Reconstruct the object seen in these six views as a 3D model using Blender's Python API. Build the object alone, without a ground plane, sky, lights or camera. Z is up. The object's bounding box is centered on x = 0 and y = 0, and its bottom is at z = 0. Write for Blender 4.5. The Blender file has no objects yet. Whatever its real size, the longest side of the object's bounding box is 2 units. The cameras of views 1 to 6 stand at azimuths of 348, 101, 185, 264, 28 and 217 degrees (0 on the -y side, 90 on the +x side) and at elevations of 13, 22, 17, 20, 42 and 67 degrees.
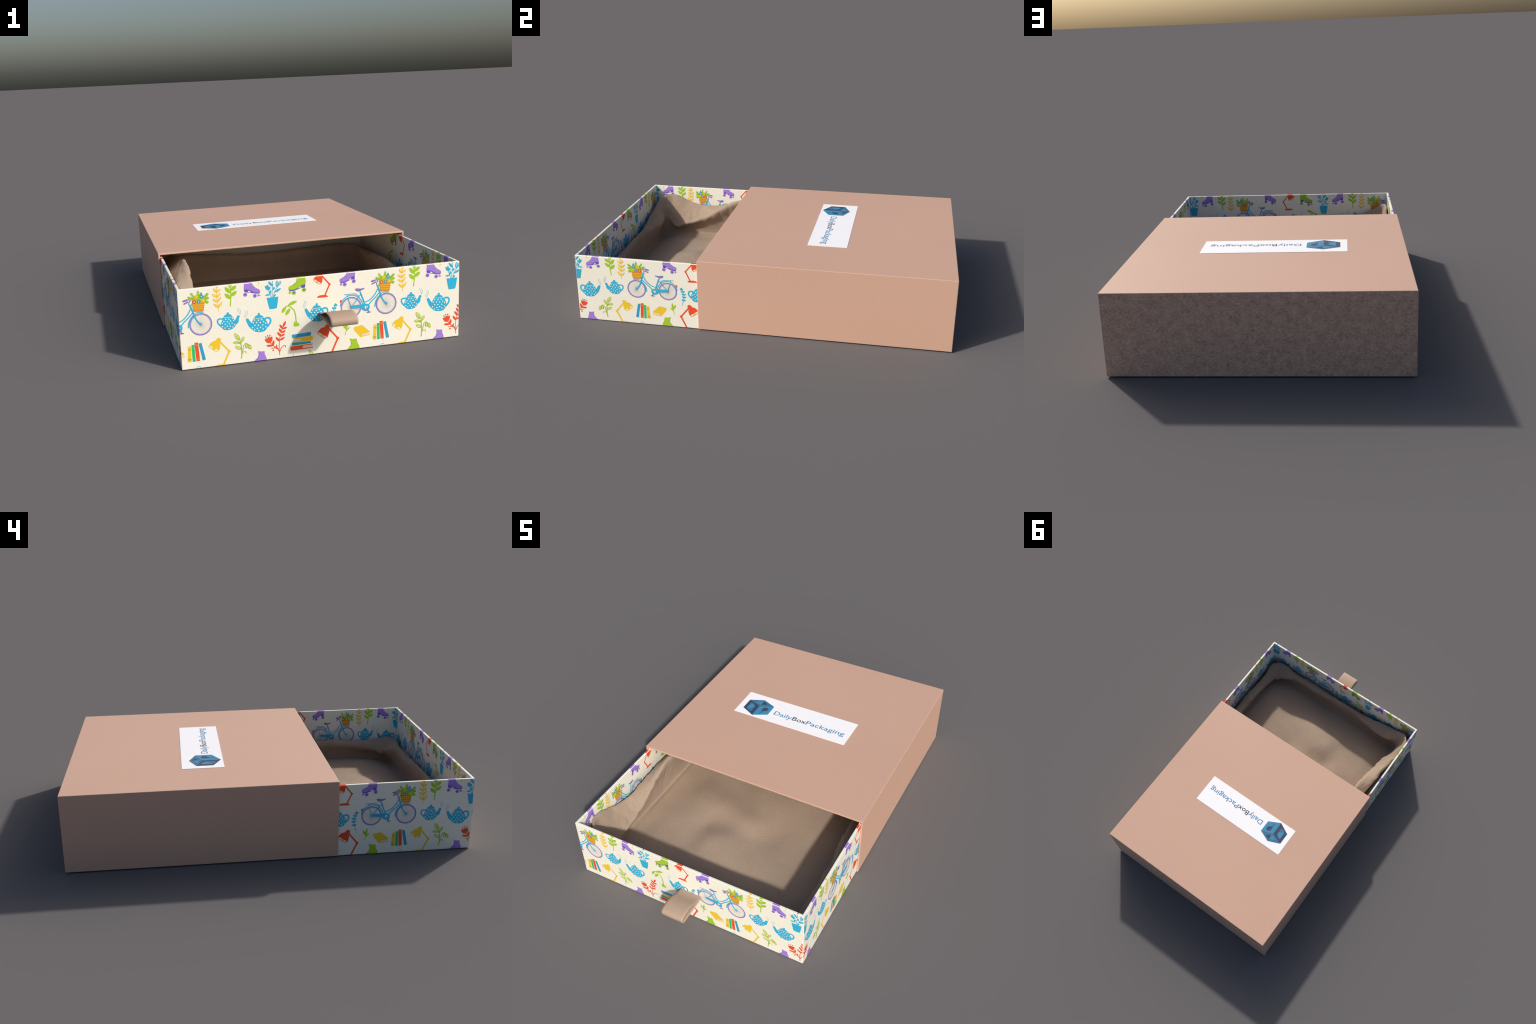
"""Drawer gift box: a kraft-pink slip sleeve, a patterned drawer pulled half way out,
a crumpled fabric liner inside it, a ribbon pull tab and a white label on the lid.
Everything is in metres; print motifs are drawn in millimetres on a repeating paper tile."""
import bpy, bmesh, math, random
from mathutils import Vector, Matrix, noise

random.seed(7)

# ------------------------------------------------------------------ sizes
SX, SY0, SY1, SZ = 0.6258, -0.2150, 0.9996, 0.3622      # sleeve outer half width, front, back, height
ST = 0.0090                                            # sleeve board thickness
DX, DY0, DY1, DZ0, DZ = 0.6162, -0.8340, 0.3700, 0.0002, 0.3415   # drawer outer
DT = 0.0120                                            # drawer board thickness
PERIOD = 804.0                                         # print repeat, mm
SIDE_SHIFT = -0.248                                    # print offset round the corner

# ------------------------------------------------------------------ colours (linear base colours)
def srgb(r, g, b, k=1.0):
    f = lambda c: (c / 255 / 12.92) if c <= 10.3 else (((c / 255 + 0.055) / 1.055) ** 2.4)
    return tuple(min(1.0, f(c) * k) for c in (r, g, b)) + (1.0,)

INK = {
    'blue': (50, 178, 218), 'blue2': (46, 158, 208), 'deepblue': (30, 110, 165), 'sky': (150, 215, 235), 'sky2': (60, 150, 200),
    'teal': (52, 165, 165), 'purple': (163, 127, 218), 'violet': (98, 88, 178), 'lavender': (165, 142, 208),
    'slate': (132, 122, 184), 'lilac': (178, 168, 208), 'spoke': (176, 166, 178), 'periwinkle': (92, 122, 200),
    'green': (162, 200, 48), 'leaf_green': (150, 195, 55), 'herb': (165, 192, 62), 'herb_fill': (212, 220, 130),
    'yellow': (236, 198, 52), 'amber': (244, 190, 40), 'ochre': (240, 196, 66), 'straw': (247, 216, 96), 'olive': (190, 178, 44), 'orange': (216, 146, 44),
    'red': (232, 82, 46), 'redorange': (236, 118, 40), 'ink_red': (190, 60, 50), 'emerald': (50, 190, 110), 'emerald2': (80, 200, 130),
    'steam': (172, 206, 216), 'page': (226, 210, 206), 'pale': (240, 225, 225), 'ink': (85, 75, 110), 'bulb': (226, 202, 80),
}

def new_material(name):
    m = bpy.data.materials.new(name)
    m.use_nodes = True
    nt = m.node_tree
    return m, nt, nt.nodes['Principled BSDF']

def node(nt, kind, **kw):
    n = nt.nodes.new(kind)
    for k, v in kw.items():
        if k in n.inputs:
            n.inputs[k].default_value = v
        else:
            setattr(n, k, v)
    return n

def ink_material(name, rgb):
    m, nt, b = new_material('ink_' + name)
    b.inputs['Base Color'].default_value = srgb(*rgb, k=INK_GAIN)
    b.inputs['Roughness'].default_value = 0.55
    b.inputs['Specular IOR Level'].default_value = 0.25
    return m

def grained(name, col_a, col_b, grain_scale, bump_scale, bump_dist, rough=0.6, spec=0.3, stretch=(1, 1, 1), sheen=0.0, strength=1.0, blotch=3.0):
    """soft two-tone paper or cloth: large faint blotches, fine grain and a grain bump"""
    m, nt, b = new_material(name)
    tc = node(nt, 'ShaderNodeTexCoord')
    mp = node(nt, 'ShaderNodeMapping'); mp.inputs['Scale'].default_value = stretch
    nt.links.new(tc.outputs['Object'], mp.inputs['Vector'])
    big = node(nt, 'ShaderNodeTexNoise', Scale=blotch, Detail=3.0)
    fine = node(nt, 'ShaderNodeTexNoise', Scale=grain_scale, Detail=4.0)
    nt.links.new(tc.outputs['Object'], big.inputs['Vector'])
    nt.links.new(mp.outputs['Vector'], fine.inputs['Vector'])
    mix = node(nt, 'ShaderNodeMath', operation='MULTIPLY_ADD')
    nt.links.new(fine.outputs['Fac'], mix.inputs[0]); mix.inputs[1].default_value = 0.6
    half = node(nt, 'ShaderNodeMath', operation='MULTIPLY'); half.inputs[1].default_value = 0.4
    nt.links.new(big.outputs['Fac'], half.inputs[0]); nt.links.new(half.outputs[0], mix.inputs[2])
    ramp = node(nt, 'ShaderNodeValToRGB')
    ramp.color_ramp.elements[0].position = 0.36; ramp.color_ramp.elements[0].color = col_a
    ramp.color_ramp.elements[1].position = 0.64; ramp.color_ramp.elements[1].color = col_b
    nt.links.new(mix.outputs[0], ramp.inputs['Fac'])
    nt.links.new(ramp.outputs['Color'], b.inputs['Base Color'])
    if bump_dist > 0:
        bn = node(nt, 'ShaderNodeTexNoise', Scale=bump_scale, Detail=3.0)
        nt.links.new(mp.outputs['Vector'], bn.inputs['Vector'])
        bp = node(nt, 'ShaderNodeBump', Strength=strength, Distance=bump_dist)
        nt.links.new(bn.outputs['Fac'], bp.inputs['Height'])
        nt.links.new(bp.outputs['Normal'], b.inputs['Normal'])
    b.inputs['Roughness'].default_value = rough
    b.inputs['Specular IOR Level'].default_value = spec
    if sheen:
        b.inputs['Sheen Weight'].default_value = sheen
    return m

INK_GAIN = 0.98
MAT = {k: ink_material(k, v) for k, v in INK.items()}
MAT['paper'] = grained('cream_paper', srgb(237, 234, 219), srgb(241, 238, 224), 60, 200, 0.0, 0.5, 0.3)
MAT['card'] = grained('kraft_pink_card', srgb(203, 164, 143), srgb(208, 169, 148), 110, 180, 0.0014, 0.55, 0.35, strength=0.35, blotch=2.0)
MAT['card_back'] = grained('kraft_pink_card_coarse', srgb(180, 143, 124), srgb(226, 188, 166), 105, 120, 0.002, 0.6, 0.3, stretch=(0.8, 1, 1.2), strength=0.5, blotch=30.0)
MAT['cloth'] = grained('beige_felt', srgb(163, 143, 124), srgb(173, 152, 133), 160, 260, 0.004, 0.9, 0.12, sheen=0.1, strength=0.8, blotch=9.0)
MAT['ribbon'] = grained('beige_ribbon', srgb(168, 146, 127), srgb(178, 155, 136), 160, 320, 0.001, 0.7, 0.2, stretch=(1, 3, 3), strength=0.4)
MAT['label'] = grained('white_label', srgb(252, 251, 253), srgb(255, 254, 255), 40, 100, 0.0, 0.45, 0.3)
for nm, c in (('logo_navy', (62, 78, 98)), ('logo_blue', (70, 142, 184)), ('logo_steel', (68, 118, 152)), ('text_blue', (78, 142, 188)), ('text_grey', (70, 76, 88))):
    MAT[nm] = ink_material(nm, c)

# ------------------------------------------------------------------ object helpers
def link(ob, parent=None):
    bpy.context.scene.collection.objects.link(ob)
    if parent is not None:
        ob.parent = parent
    return ob

def mesh_object(name, bm, mats, parent=None, smooth=False):
    me = bpy.data.meshes.new(name)
    bm.to_mesh(me); bm.free()
    for m in mats:
        me.materials.append(m)
    for p in me.polygons:
        p.use_smooth = smooth
    return link(bpy.data.objects.new(name, me), parent)

def bevelled(bm, width, segments=2):
    edges = [e for e in bm.edges if e.is_manifold and e.calc_face_angle(0) > 0.5]
    bmesh.ops.bevel(bm, geom=edges, offset=width, segments=segments, profile=0.5, affect='EDGES', clamp_overlap=True)

# ------------------------------------------------------------------ print motifs
# Each motif is a little drawing in millimetres round its own centre, from these strokes:
#   blob / poly : smooth / straight closed shape        line : round brush stroke of a width
#   leaf : pointed leaf from base to tip                dots : discs of a radius
#   ring, spokes : wheels    sprig : stem with leaflets flower : five-petal rosette
# second entry = ink, third = how many ink layers lie under it
MOTIFS = {
    'bicycle': [
        ('ring', 'lilac', 1, 45.2, 39.4, [(0, -0.4)]),
        ('ring', 'slate', 2, 47.5, 43.1, [(0, -0.4)]),
        ('spokes', 'spoke', 1, 41.7, 40, [(0, -0.4)]),
        ('ring', 'lilac', 1, 44.5, 38.7, [(-158.7, -0.8)]),
        ('ring', 'slate', 2, 46.7, 42.5, [(-158.7, -0.8)]),
        ('spokes', 'spoke', 1, 41, 40, [(-158.7, -0.8)]),
        ('line', 'blue', 4, 4.1, [(-51.7, -9.2), (-48.3, 11.8), (-39.7, 27.8), (-25, 43.9), (-10.4, 50.9), (12.8, 50.2)]),
        ('line', 'blue', 4, 4.3, [(-206.2, 10.9), (-197.9, 31), (-181.3, 46.1), (-165.5, 52.1), (-148.4, 52.3), (-131.4, 45.6), (-117.4, 32.1), (-109, 17), (-106.3, 6.8)]),
        ('line', 'blue', 4, 3.1, [(-187.4, 58.6), (-164, 58.5), (-139.8, 57.3), (-122.9, 46)]),
        ('line', 'blue', 4, 2.9, [(-174.7, 56.6), (-174.1, 50.2)]),
        ('line', 'blue', 4, 6.5, [(-37.6, 81.2), (-32, 65.2), (-25.7, 44.7)]),
        ('line', 'blue', 4, 5.7, [(-25.7, 44.7), (-19.4, 27), (-10.8, 11.9), (-0.7, 0.1)]),
        ('dots', 'blue', 4, 4.9, [(0, 0.7)]),
        ('line', 'blue', 4, 4.3, [(-37.7, 68.6), (-48.1, 49.9), (-64.2, 31.9), (-78.7, 22.2), (-95.4, 16.9)]),
        ('line', 'blue', 4, 4.6, [(-30.7, 50.9), (-49.7, 31.8), (-64.3, 19.2), (-79, 3.8)]),
        ('line', 'blue', 4, 5.4, [(-116.1, 62.9), (-107.2, 38), (-97.6, 10.1)]),
        ('line', 'blue', 4, 3.1, [(-114.1, 53.5), (-130.2, 33.5), (-150.7, 7.5)]),
        ('line', 'blue', 4, 2.8, [(-172.1, 42.3), (-166.1, 24.7), (-159.3, 5.7)]),
        ('blob', 'blue', 5, [(-162.3, 0.3), (-157.9, 6.2), (-143.6, 8.1), (-114.9, 8.1), (-91.9, 8.8), (-79, 4.1), (-74.8, -8), (-80.8, -20.1), (-93.8, -22.9), (-105.2, -16), (-112.3, -8.8), (-136.7, -6.8), (-155.2, -5)]),
        ('dots', 'paper', 6, 6.6, [(-91, -6.9)]),
        ('line', 'slate', 7, 4.1, [(-90, -6.3), (-84.3, -17.6), (-78.7, -28.2)]),
        ('line', 'slate', 7, 4.9, [(-86, -30.2), (-73, -29.9)]),
        ('line', 'spoke', 3, 1.7, [(-143.9, -9.5), (-123.9, -13.2), (-105.3, -18.1)]),
        ('blob', 'slate', 4, [(-138, 76.1), (-135.1, 80.7), (-125.1, 79.5), (-113.7, 77.8), (-100.1, 79.8), (-98.3, 75.7), (-111, 70), (-122.5, 67.1), (-132.4, 69.8)]),
        ('line', 'spoke', 3, 2.9, [(-118.2, 67.3), (-115.4, 61.4)]),
        ('line', 'slate', 3, 3.7, [(-40.2, 81.5), (-43, 91.6), (-39.6, 99), (-36.6, 104.3), (-42.3, 108.1), (-50.2, 108.1)]),
        ('line', 'slate', 4, 8, [(-63.2, 105), (-51, 107.6)]),
        ('line', 'slate', 4, 6, [(-61.2, 93.3), (-46.7, 99.8)]),
        ('blob', 'red', 3, [(-207.1, 34.9), (-202.1, 36.4), (-202.3, 24.5), (-206.6, 25)]),
        ('blob', 'blue', 3, [(-202.1, 35.7), (-192.9, 36.1), (-201.6, 24.4)]),
    ],
    'flower_basket': [
        ('sprig', 'leaf_green', 1, 4, 7.4, [(-11.3, 29.4), (-29.4, 64.1)]),
        ('sprig', 'leaf_green', 1, 4, 7.4, [(-15.6, 31.2), (-43.1, 45.9)]),
        ('sprig', 'leaf_green', 1, 4, 7.4, [(1, 28.1), (1.8, 70.7)]),
        ('sprig', 'leaf_green', 1, 4, 7.4, [(19.1, 31.8), (43.6, 55.3)]),
        ('sprig', 'leaf_green', 1, 4, 7.4, [(19.1, 30.4), (45, 35.5)]),
        ('sprig', 'leaf_green', 1, 4, 7.5, [(20.5, 26.1), (42.2, 14.6)]),
        ('sprig', 'leaf_green', 1, 4, 7.4, [(-23, 19.3), (-26, 10.5)]),
        ('leaf', 'teal', 1, 7.2, [(14.1, 46.4), (14.3, 61.8)]),
        ('blob', 'leaf_green', 1, [(-22.8, 36.1), (-8.2, 51.5), (12, 52.2), (26.4, 36.7), (29.2, 22.3), (0.1, 16.9), (-20.1, 21.8)]),
        ('poly', 'orange', 2, [(-24.4, 18.8), (25.5, 17.1), (23.9, 3.1), (20.2, -16.2), (17.2, -18.8), (-17.6, -17.6), (-20.4, -14.7), (-22.5, -0.4)]),
        ('line', 'ochre', 3, 2.1, [(-23.1, 10.9), (0.1, 9.6), (23.6, 9.1)]),
        ('line', 'ochre', 3, 2, [(-22, 2.3), (0, 1.2), (22.3, 0.8)]),
        ('line', 'ochre', 3, 2, [(-20.9, -6.2), (-0.1, -7.3), (21.1, -7.6)]),
        ('flower', 'amber', 4, 8.8, [(-7.5, 45.1)]),
        ('flower', 'blue2', 4, 9.5, [(14.1, 43.6)]),
        ('flower', 'red', 4, 9.5, [(-17.2, 23.4)]),
        ('flower', 'periwinkle', 4, 8, [(1.6, 22.8)]),
        ('flower', 'amber', 4, 8.9, [(19.8, 24.7)]),
        ('dots', 'pale', 5, 2.6, [(-17.2, 23.4), (1.6, 22.8), (14.1, 43.6)]),
        ('dots', 'yellow', 5, 2.8, [(-7.5, 45.1), (19.8, 24.7)]),
    ],
    'wheat_sprig': [
        ('line', 'ochre', 1, 2.6, [(2, -54), (1.6, -29.8), (-0.1, -9.9), (-1.7, 11.5), (0.1, 35.2), (2.4, 51.8)]),
        ('leaf', 'ochre', 2, 10.1, [(1.6, -39.1), (-16.9, -18.7)]),
        ('leaf', 'straw', 3, 5.5, [(-2.1, -35), (-14.3, -21.5)]),
        ('leaf', 'ochre', 2, 10.1, [(2, -39.1), (20.4, -14.8)]),
        ('leaf', 'straw', 3, 5.6, [(5.7, -34.2), (17.8, -18.2)]),
        ('leaf', 'ochre', 2, 10.1, [(0.4, -14.8), (-20.2, 0.7)]),
        ('leaf', 'straw', 3, 5.6, [(-3.8, -11.7), (-17.3, -1.5)]),
        ('leaf', 'ochre', 2, 10.1, [(0.4, -14.8), (15.8, 6.2)]),
        ('leaf', 'straw', 3, 5.6, [(3.4, -10.6), (13.6, 3.2)]),
        ('leaf', 'ochre', 2, 10.1, [(-1.5, 4.7), (-20, 22.1)]),
        ('leaf', 'straw', 3, 5.6, [(-5.2, 8.2), (-17.4, 19.7)]),
        ('leaf', 'ochre', 2, 10.1, [(-1.5, 4.7), (15.1, 22.5)]),
        ('leaf', 'straw', 3, 5.6, [(1.9, 8.2), (12.8, 20)]),
        ('leaf', 'ochre', 2, 10.1, [(-2.1, 25.9), (-12.6, 45.2)]),
        ('leaf', 'straw', 3, 5.5, [(-4.2, 29.8), (-11.2, 42.5)]),
        ('leaf', 'ochre', 2, 10.1, [(-2.1, 25.9), (16.2, 39.9)]),
        ('leaf', 'straw', 3, 5.5, [(1.6, 28.7), (13.6, 38)]),
        ('leaf', 'ochre', 2, 11.5, [(1.6, 43.5), (0.2, 64.7)]),
    ],
    'leafy_branch': [
        ('line', 'green', 1, 4.6, [(-4.4, -42.8), (-2.2, -25.2), (0, -7), (0.8, 21.2), (0.5, 43.7)]),
        ('leaf', 'green', 2, 16.2, [(0, -12.7), (-25.4, 12.1)]),
        ('leaf', 'green', 2, 16.2, [(0, 11.6), (-23.8, 39.4)]),
        ('leaf', 'green', 2, 15.6, [(0.5, -1.4), (26.1, 18.2)]),
        ('leaf', 'green', 2, 15.6, [(0.8, 21.9), (24.6, 41.3)]),
        ('leaf', 'green', 2, 15.6, [(0, 33.9), (-2.2, 58.1)]),
    ],
    'teapot': [
        ('blob', 'blue', 1, [(-17.7, 28.4), (0, 25.8), (18.5, 25.9), (26.6, 12.8), (31.4, -0.6), (29.6, -11.9), (22.2, -22.6), (10.3, -28.2), (-7.5, -29.1), (-20.8, -24.3), (-29.6, -11.1), (-30.7, 1.9), (-23.6, 15.5)]),
        ('blob', 'blue', 1, [(23.7, 8.9), (30.8, 11.7), (35.5, 20.5), (40.7, 28.8), (49.9, 25.4), (45.6, 13.6), (43, -0.4), (33.3, -9.5), (23.7, -19.9), (16.2, -6.1)]),
        ('line', 'blue', 1, 6.4, [(-19.2, 19.3), (-31, 22.4), (-41.3, 19.5), (-43.5, 9.8), (-38.4, -0.8), (-26.7, -12.9)]),
        ('blob', 'blue', 2, [(-17, 27.6), (-13.3, 35.1), (-4.4, 39.1), (5.9, 39), (14.8, 34.2), (18.8, 26.3), (1.5, 24.2)]),
        ('dots', 'blue', 2, 5.1, [(0.8, 42.4)]),
        ('line', 'paper', 3, 1.6, [(-17, 27.3), (1.5, 24.5), (18.8, 26.6)]),
        ('dots', 'paper', 3, 2.8, [(-9.6, 18.2), (3.7, 16.8), (18.5, 19.5), (-17.7, 9.8), (-3.7, 6.8), (10.3, 8.9), (22.9, 9.7), (-24.4, 2.7), (-12.6, -2.9), (3.7, -1.9), (16.2, -1.1), (25.9, -8.6), (-24.4, -11), (-4.5, -11.7), (8.1, -13.1), (18.5, -17.9), (-14.9, -18.5), (2.1, -22.6)]),
        ('line', 'steam', 1, 1.8, [(42.1, 61.3), (41.4, 52.8), (47.3, 43.6), (49.6, 33.3)]),
        ('line', 'steam', 1, 1.8, [(48.8, 57.7), (54.8, 45.6), (51.8, 33.1)]),
    ],
    'spotted_teapot': [
        ('blob', 'blue', 1, [(-19, 26.8), (-0.1, 23.8), (19.1, 26.4), (32.1, 8.9), (37.1, -7.2), (32.4, -22.2), (21.2, -34), (-1.3, -35.8), (-20.6, -30.5), (-30.9, -18.2), (-33.6, -2.4), (-28.2, 14)]),
        ('blob', 'blue', 1, [(-55.1, 24.6), (-46.5, 29.2), (-38.5, 17.2), (-32, 8.8), (-22.4, 2.5), (-27.1, -21.7), (-41.5, -9.6), (-48, 2.3)]),
        ('line', 'blue', 1, 7.7, [(20.8, 11.7), (32, 22.2), (46.5, 18.7), (48.9, 3.9), (39.7, -10.6), (27.6, -20.1)]),
        ('blob', 'blue', 2, [(-18.4, 27.4), (-13, 36), (0.7, 39.4), (14.2, 34), (20.4, 25.6), (1.5, 24)]),
        ('dots', 'blue', 2, 5, [(0.7, 43.1)]),
        ('line', 'paper', 3, 1.7, [(-19, 27.1), (0.8, 24), (20.7, 26.2)]),
        ('dots', 'paper', 3, 3, [(-19.4, 18.9), (-2.9, 16.3), (11.4, 17.7), (-25.4, 8), (-10.7, 7.1), (4.7, 5.4), (19, 8.2), (27.6, 0.7), (-18.6, -4.1), (-4, -5), (14.6, -5.9), (27.5, -15.3), (-29, -12.6), (-8.7, -17.8), (4.8, -15.7), (15.5, -23.4), (-20.7, -23), (-2.9, -28.3)]),
        ('line', 'steam', 1, 1.8, [(-54.8, 63.7), (-54, 53.6), (-59.9, 42.7), (-55.4, 32.9)]),
        ('line', 'steam', 1, 1.7, [(-48, 63), (-45.8, 52.7), (-51.7, 43.3), (-53.2, 36.2)]),
    ],
    'roller_skate': [
        ('blob', 'purple', 2, [(-31, 44.1), (-16.5, 43.4), (-1.7, 41.2), (1.7, 25.4), (7.4, 15.6), (16.3, 6.9), (29.8, -1.3), (33.9, -9.1), (32.1, -14.9), (19.5, -13.6), (7.5, -11), (-7.4, -1.4), (-18.5, 3), (-33.7, 6.5), (-32.7, 21.7)]),
        ('poly', 'violet', 1, [(-33.7, 7.7), (-18.5, 3.6), (-7.4, -0.6), (7.5, -10.4), (19.4, -13), (32.4, -14.3), (31.7, -17.4), (28.4, -19.5), (16.5, -17.6), (6.1, -15.6), (-7.3, -12.3), (-19.2, -9.7), (-31.1, -6.5), (-33.5, -3.7)]),
        ('poly', 'paper', 3, [(-17.5, -7), (-16, -2.3), (-12.6, -3), (-4.4, -9.5), (-5.1, -10.5)]),
        ('dots', 'purple', 2, 8.7, [(-29.3, -17.6)]),
        ('dots', 'purple', 2, 8.3, [(10.9, -26.7)]),
        ('dots', 'violet', 3, 3.8, [(-29.3, -17.6), (10.9, -26.7)]),
        ('blob', 'lavender', 2, [(23.2, -21.5), (32.7, -24.3), (34.2, -27.6), (24.8, -30.7), (21.9, -26.4)]),
        ('dots', 'ink', 3, 1.3, [(1.1, 25.4), (3.2, 21), (5.9, 16.5), (8.9, 12.5), (12.2, 8.7)]),
        ('dots', 'pale', 3, 0.9, [(-0.9, 23.5), (1.7, 18.6), (4.4, 13.5), (8.1, 9.1), (12.6, 3.7)]),
    ],
    'tilted_roller_skate': [
        ('blob', 'purple', 2, [(-3, 47.9), (13.4, 50.6), (28, 47), (35, 27.5), (33.3, 14.3), (17.1, 8.2), (3.3, -1.5), (-13.8, -7.5), (-31.8, -7.3), (-34.5, -0.9), (-30.4, 6.4), (-16.7, 12.2), (-6.4, 19.5), (-2.3, 29)]),
        ('poly', 'violet', 1, [(33.7, 16), (33, -0.1), (28.2, -1.8), (18, -2.1), (5.5, -6.1), (-5.9, -10.5), (-17.3, -12.7), (-26.3, -13.2), (-31.9, -10.6), (-33.1, -6), (-13.7, -6.4), (3.3, -0.6), (17.1, 9.1)]),
        ('poly', 'paper', 3, [(5.3, -2.6), (14.8, 4.2), (17.3, 3.5), (17.3, 0.2), (7.8, -3)]),
        ('dots', 'purple', 2, 9, [(28.9, -10.2), (-11.8, -20.1)]),
        ('dots', 'violet', 3, 3.8, [(28.9, -9.9), (-11.8, -19.7)]),
        ('blob', 'lavender', 2, [(-33.2, -20.4), (-30.8, -14), (-23.5, -14.8), (-26.3, -24.5)]),
        ('dots', 'ink', 3, 1.4, [(-2.4, 24.1), (-4.7, 19.9), (-8.2, 16.9), (-11.6, 14.5), (-14.5, 12.6)]),
    ],
    'desk_lamp': [
        ('blob', 'main', 2, [(-84.8, 32.3), (-77.3, 42.4), (-67.2, 50.4), (-54.8, 53), (-48.5, 60.8), (-38.7, 63.5), (-32.7, 58), (-32.9, 49.2), (-36.6, 40.8), (-35.9, 29.6), (-38.8, 16.6), (-44.1, 7), (-52.8, 5.4), (-68.3, 14.5), (-79.4, 24.8)]),
        ('blob', 'paper', 3, [(-82.3, 33.7), (-72.7, 29.7), (-64.7, 21.5), (-54.3, 16.9), (-45.6, 8.9), (-52.6, 8.1), (-67.6, 16.7), (-77.7, 25.7)]),
        ('blob', 'bulb', 4, [(-70.6, 28.4), (-63.5, 23), (-56.4, 17.1), (-61.9, 13.9), (-69.1, 19.3)]),
        ('line', 'main', 1, 7, [(-36.6, 45.2), (-18.6, 23), (-0.5, 0.7)]),
        ('dots', 'main', 2, 6.1, [(0, 0)]),
        ('line', 'main', 1, 7.4, [(-0.4, -1.6), (-14, -30), (-27.5, -59.7)]),
        ('blob', 'main', 1, [(-66.9, -63.6), (-62.9, -57), (-50.6, -52.7), (-27.7, -52.9), (-17, -55.3), (-10.1, -64.1), (-22.7, -65.4), (-45.5, -65.1)]),
    ],
    'flower_pot': [
        ('poly', 'blue', 2, [(-25.1, 21.2), (-0.3, 20.4), (23.8, 21.2), (19.9, -5), (15.7, -26.1), (12.4, -28), (-1.2, -28.7), (-15.1, -28.1), (-20.3, -3.6)]),
        ('line', 'blue', 1, 2.6, [(-4.8, 19.2), (-12.5, 37.1), (-17.9, 56.2)]),
        ('line', 'blue', 1, 2.6, [(-1.8, 20.3), (-1.7, 43.2), (2.2, 62.8), (1.9, 88.4), (1.8, 98.4)]),
        ('line', 'blue', 1, 2.5, [(2.7, 19.8), (8.5, 42.1), (20.3, 61), (33.7, 75.3)]),
        ('leaf', 'blue', 1, 9.7, [(-17.2, 52.6), (-30.8, 73.2)]),
        ('leaf', 'blue', 1, 9.7, [(-17.9, 53.4), (-20.9, 78.1)]),
        ('leaf', 'blue', 1, 9.7, [(-17.5, 52.6), (-8.6, 67.4)]),
        ('leaf', 'blue', 1, 9.7, [(1.9, 67.8), (-16.4, 90.5)]),
        ('leaf', 'blue', 1, 9.7, [(1.2, 52.2), (10.2, 63.7)]),
        ('leaf', 'blue', 1, 9.7, [(9.3, 41.3), (37.3, 55.7)]),
        ('leaf', 'blue', 1, 7.3, [(-10.2, 34), (-31.9, 32.4)]),
        ('leaf', 'blue', 1, 7.4, [(-11.7, 34.2), (-6.4, 53.6)]),
        ('leaf', 'blue', 1, 7.3, [(5, 21.7), (12.8, 32.8)]),
        ('leaf', 'blue', 1, 11.2, [(20, 62.4), (21.1, 90.8)]),
        ('leaf', 'sky', 2, 6.2, [(20.2, 68.1), (21, 86.8)]),
        ('leaf', 'blue', 1, 11.2, [(27, 68.9), (36.8, 87.8)]),
        ('leaf', 'sky', 2, 6.2, [(28.9, 72.7), (35.4, 85.2)]),
        ('leaf', 'blue', 1, 11.7, [(1.9, 91.3), (1.7, 108.3)]),
        ('leaf', 'sky', 2, 6.5, [(1.9, 94.7), (1.7, 105.9)]),
    ],
    'snowdrop': [
        ('line', 'green', 1, 5, [(23, -48.1), (20.5, -11.1), (15.5, 11.4), (3.9, 25.2), (-7.3, 35.2), (-22.5, 31.7)]),
        ('line', 'green', 1, 3.5, [(-8.8, 33.1), (-7.1, 41), (1.7, 45)]),
        ('leaf', 'green', 2, 14.5, [(-20.4, 32.9), (-37.9, 7.2)]),
        ('leaf', 'green', 2, 14.6, [(-2, 23.6), (-22.7, -4.7)]),
        ('leaf', 'green', 2, 14.5, [(-8.6, 39.4), (29.5, 52.6)]),
        ('blob', 'green', 2, [(11.2, -51.2), (15.3, -34.6), (21.7, -45), (29.1, -40.9), (36.5, -54.1), (27.1, -57.4), (15.9, -58.2)]),
    ],
    'blue_sprig': [
        ('line', 'blue', 1, 2.9, [(6.5, -48.7), (-4, -15.8), (-5, 10.2), (3.3, 32), (9.6, 41.1)]),
        ('leaf', 'blue', 2, 8.2, [(6.3, 31.7), (14.5, 40.6)]),
        ('leaf', 'blue', 2, 8.2, [(5.7, 31.8), (-0.7, 40.3)]),
        ('leaf', 'blue', 2, 8.2, [(1.3, 19.3), (10.1, 28.8)]),
        ('leaf', 'blue', 2, 8.2, [(0.1, 19.4), (-8.8, 30.5)]),
        ('leaf', 'blue', 2, 8.2, [(-3.3, 5.2), (6.1, 15.6)]),
        ('leaf', 'blue', 2, 8.2, [(-4.9, 6.3), (-14.9, 14.9)]),
        ('leaf', 'blue', 2, 8.2, [(-4.9, -9.2), (4.5, 1.2)]),
        ('leaf', 'blue', 2, 8.3, [(-4.9, -8.6), (-15.3, -0.2)]),
        ('leaf', 'blue', 2, 8.3, [(-3.1, -24), (6.7, -15.1)]),
        ('leaf', 'blue', 2, 8.3, [(-3.7, -23.3), (-13.7, -18.2)]),
        ('leaf', 'blue', 2, 8.2, [(6.7, 36.5), (6.4, 46.1)]),
    ],
    'red_flower': [
        ('line', 'red', 1, 3.1, [(1.4, -57.5), (-0.1, -38.2), (0.5, -11.5), (5.2, 19.7), (13, 44), (21.4, 68.2)]),
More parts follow.
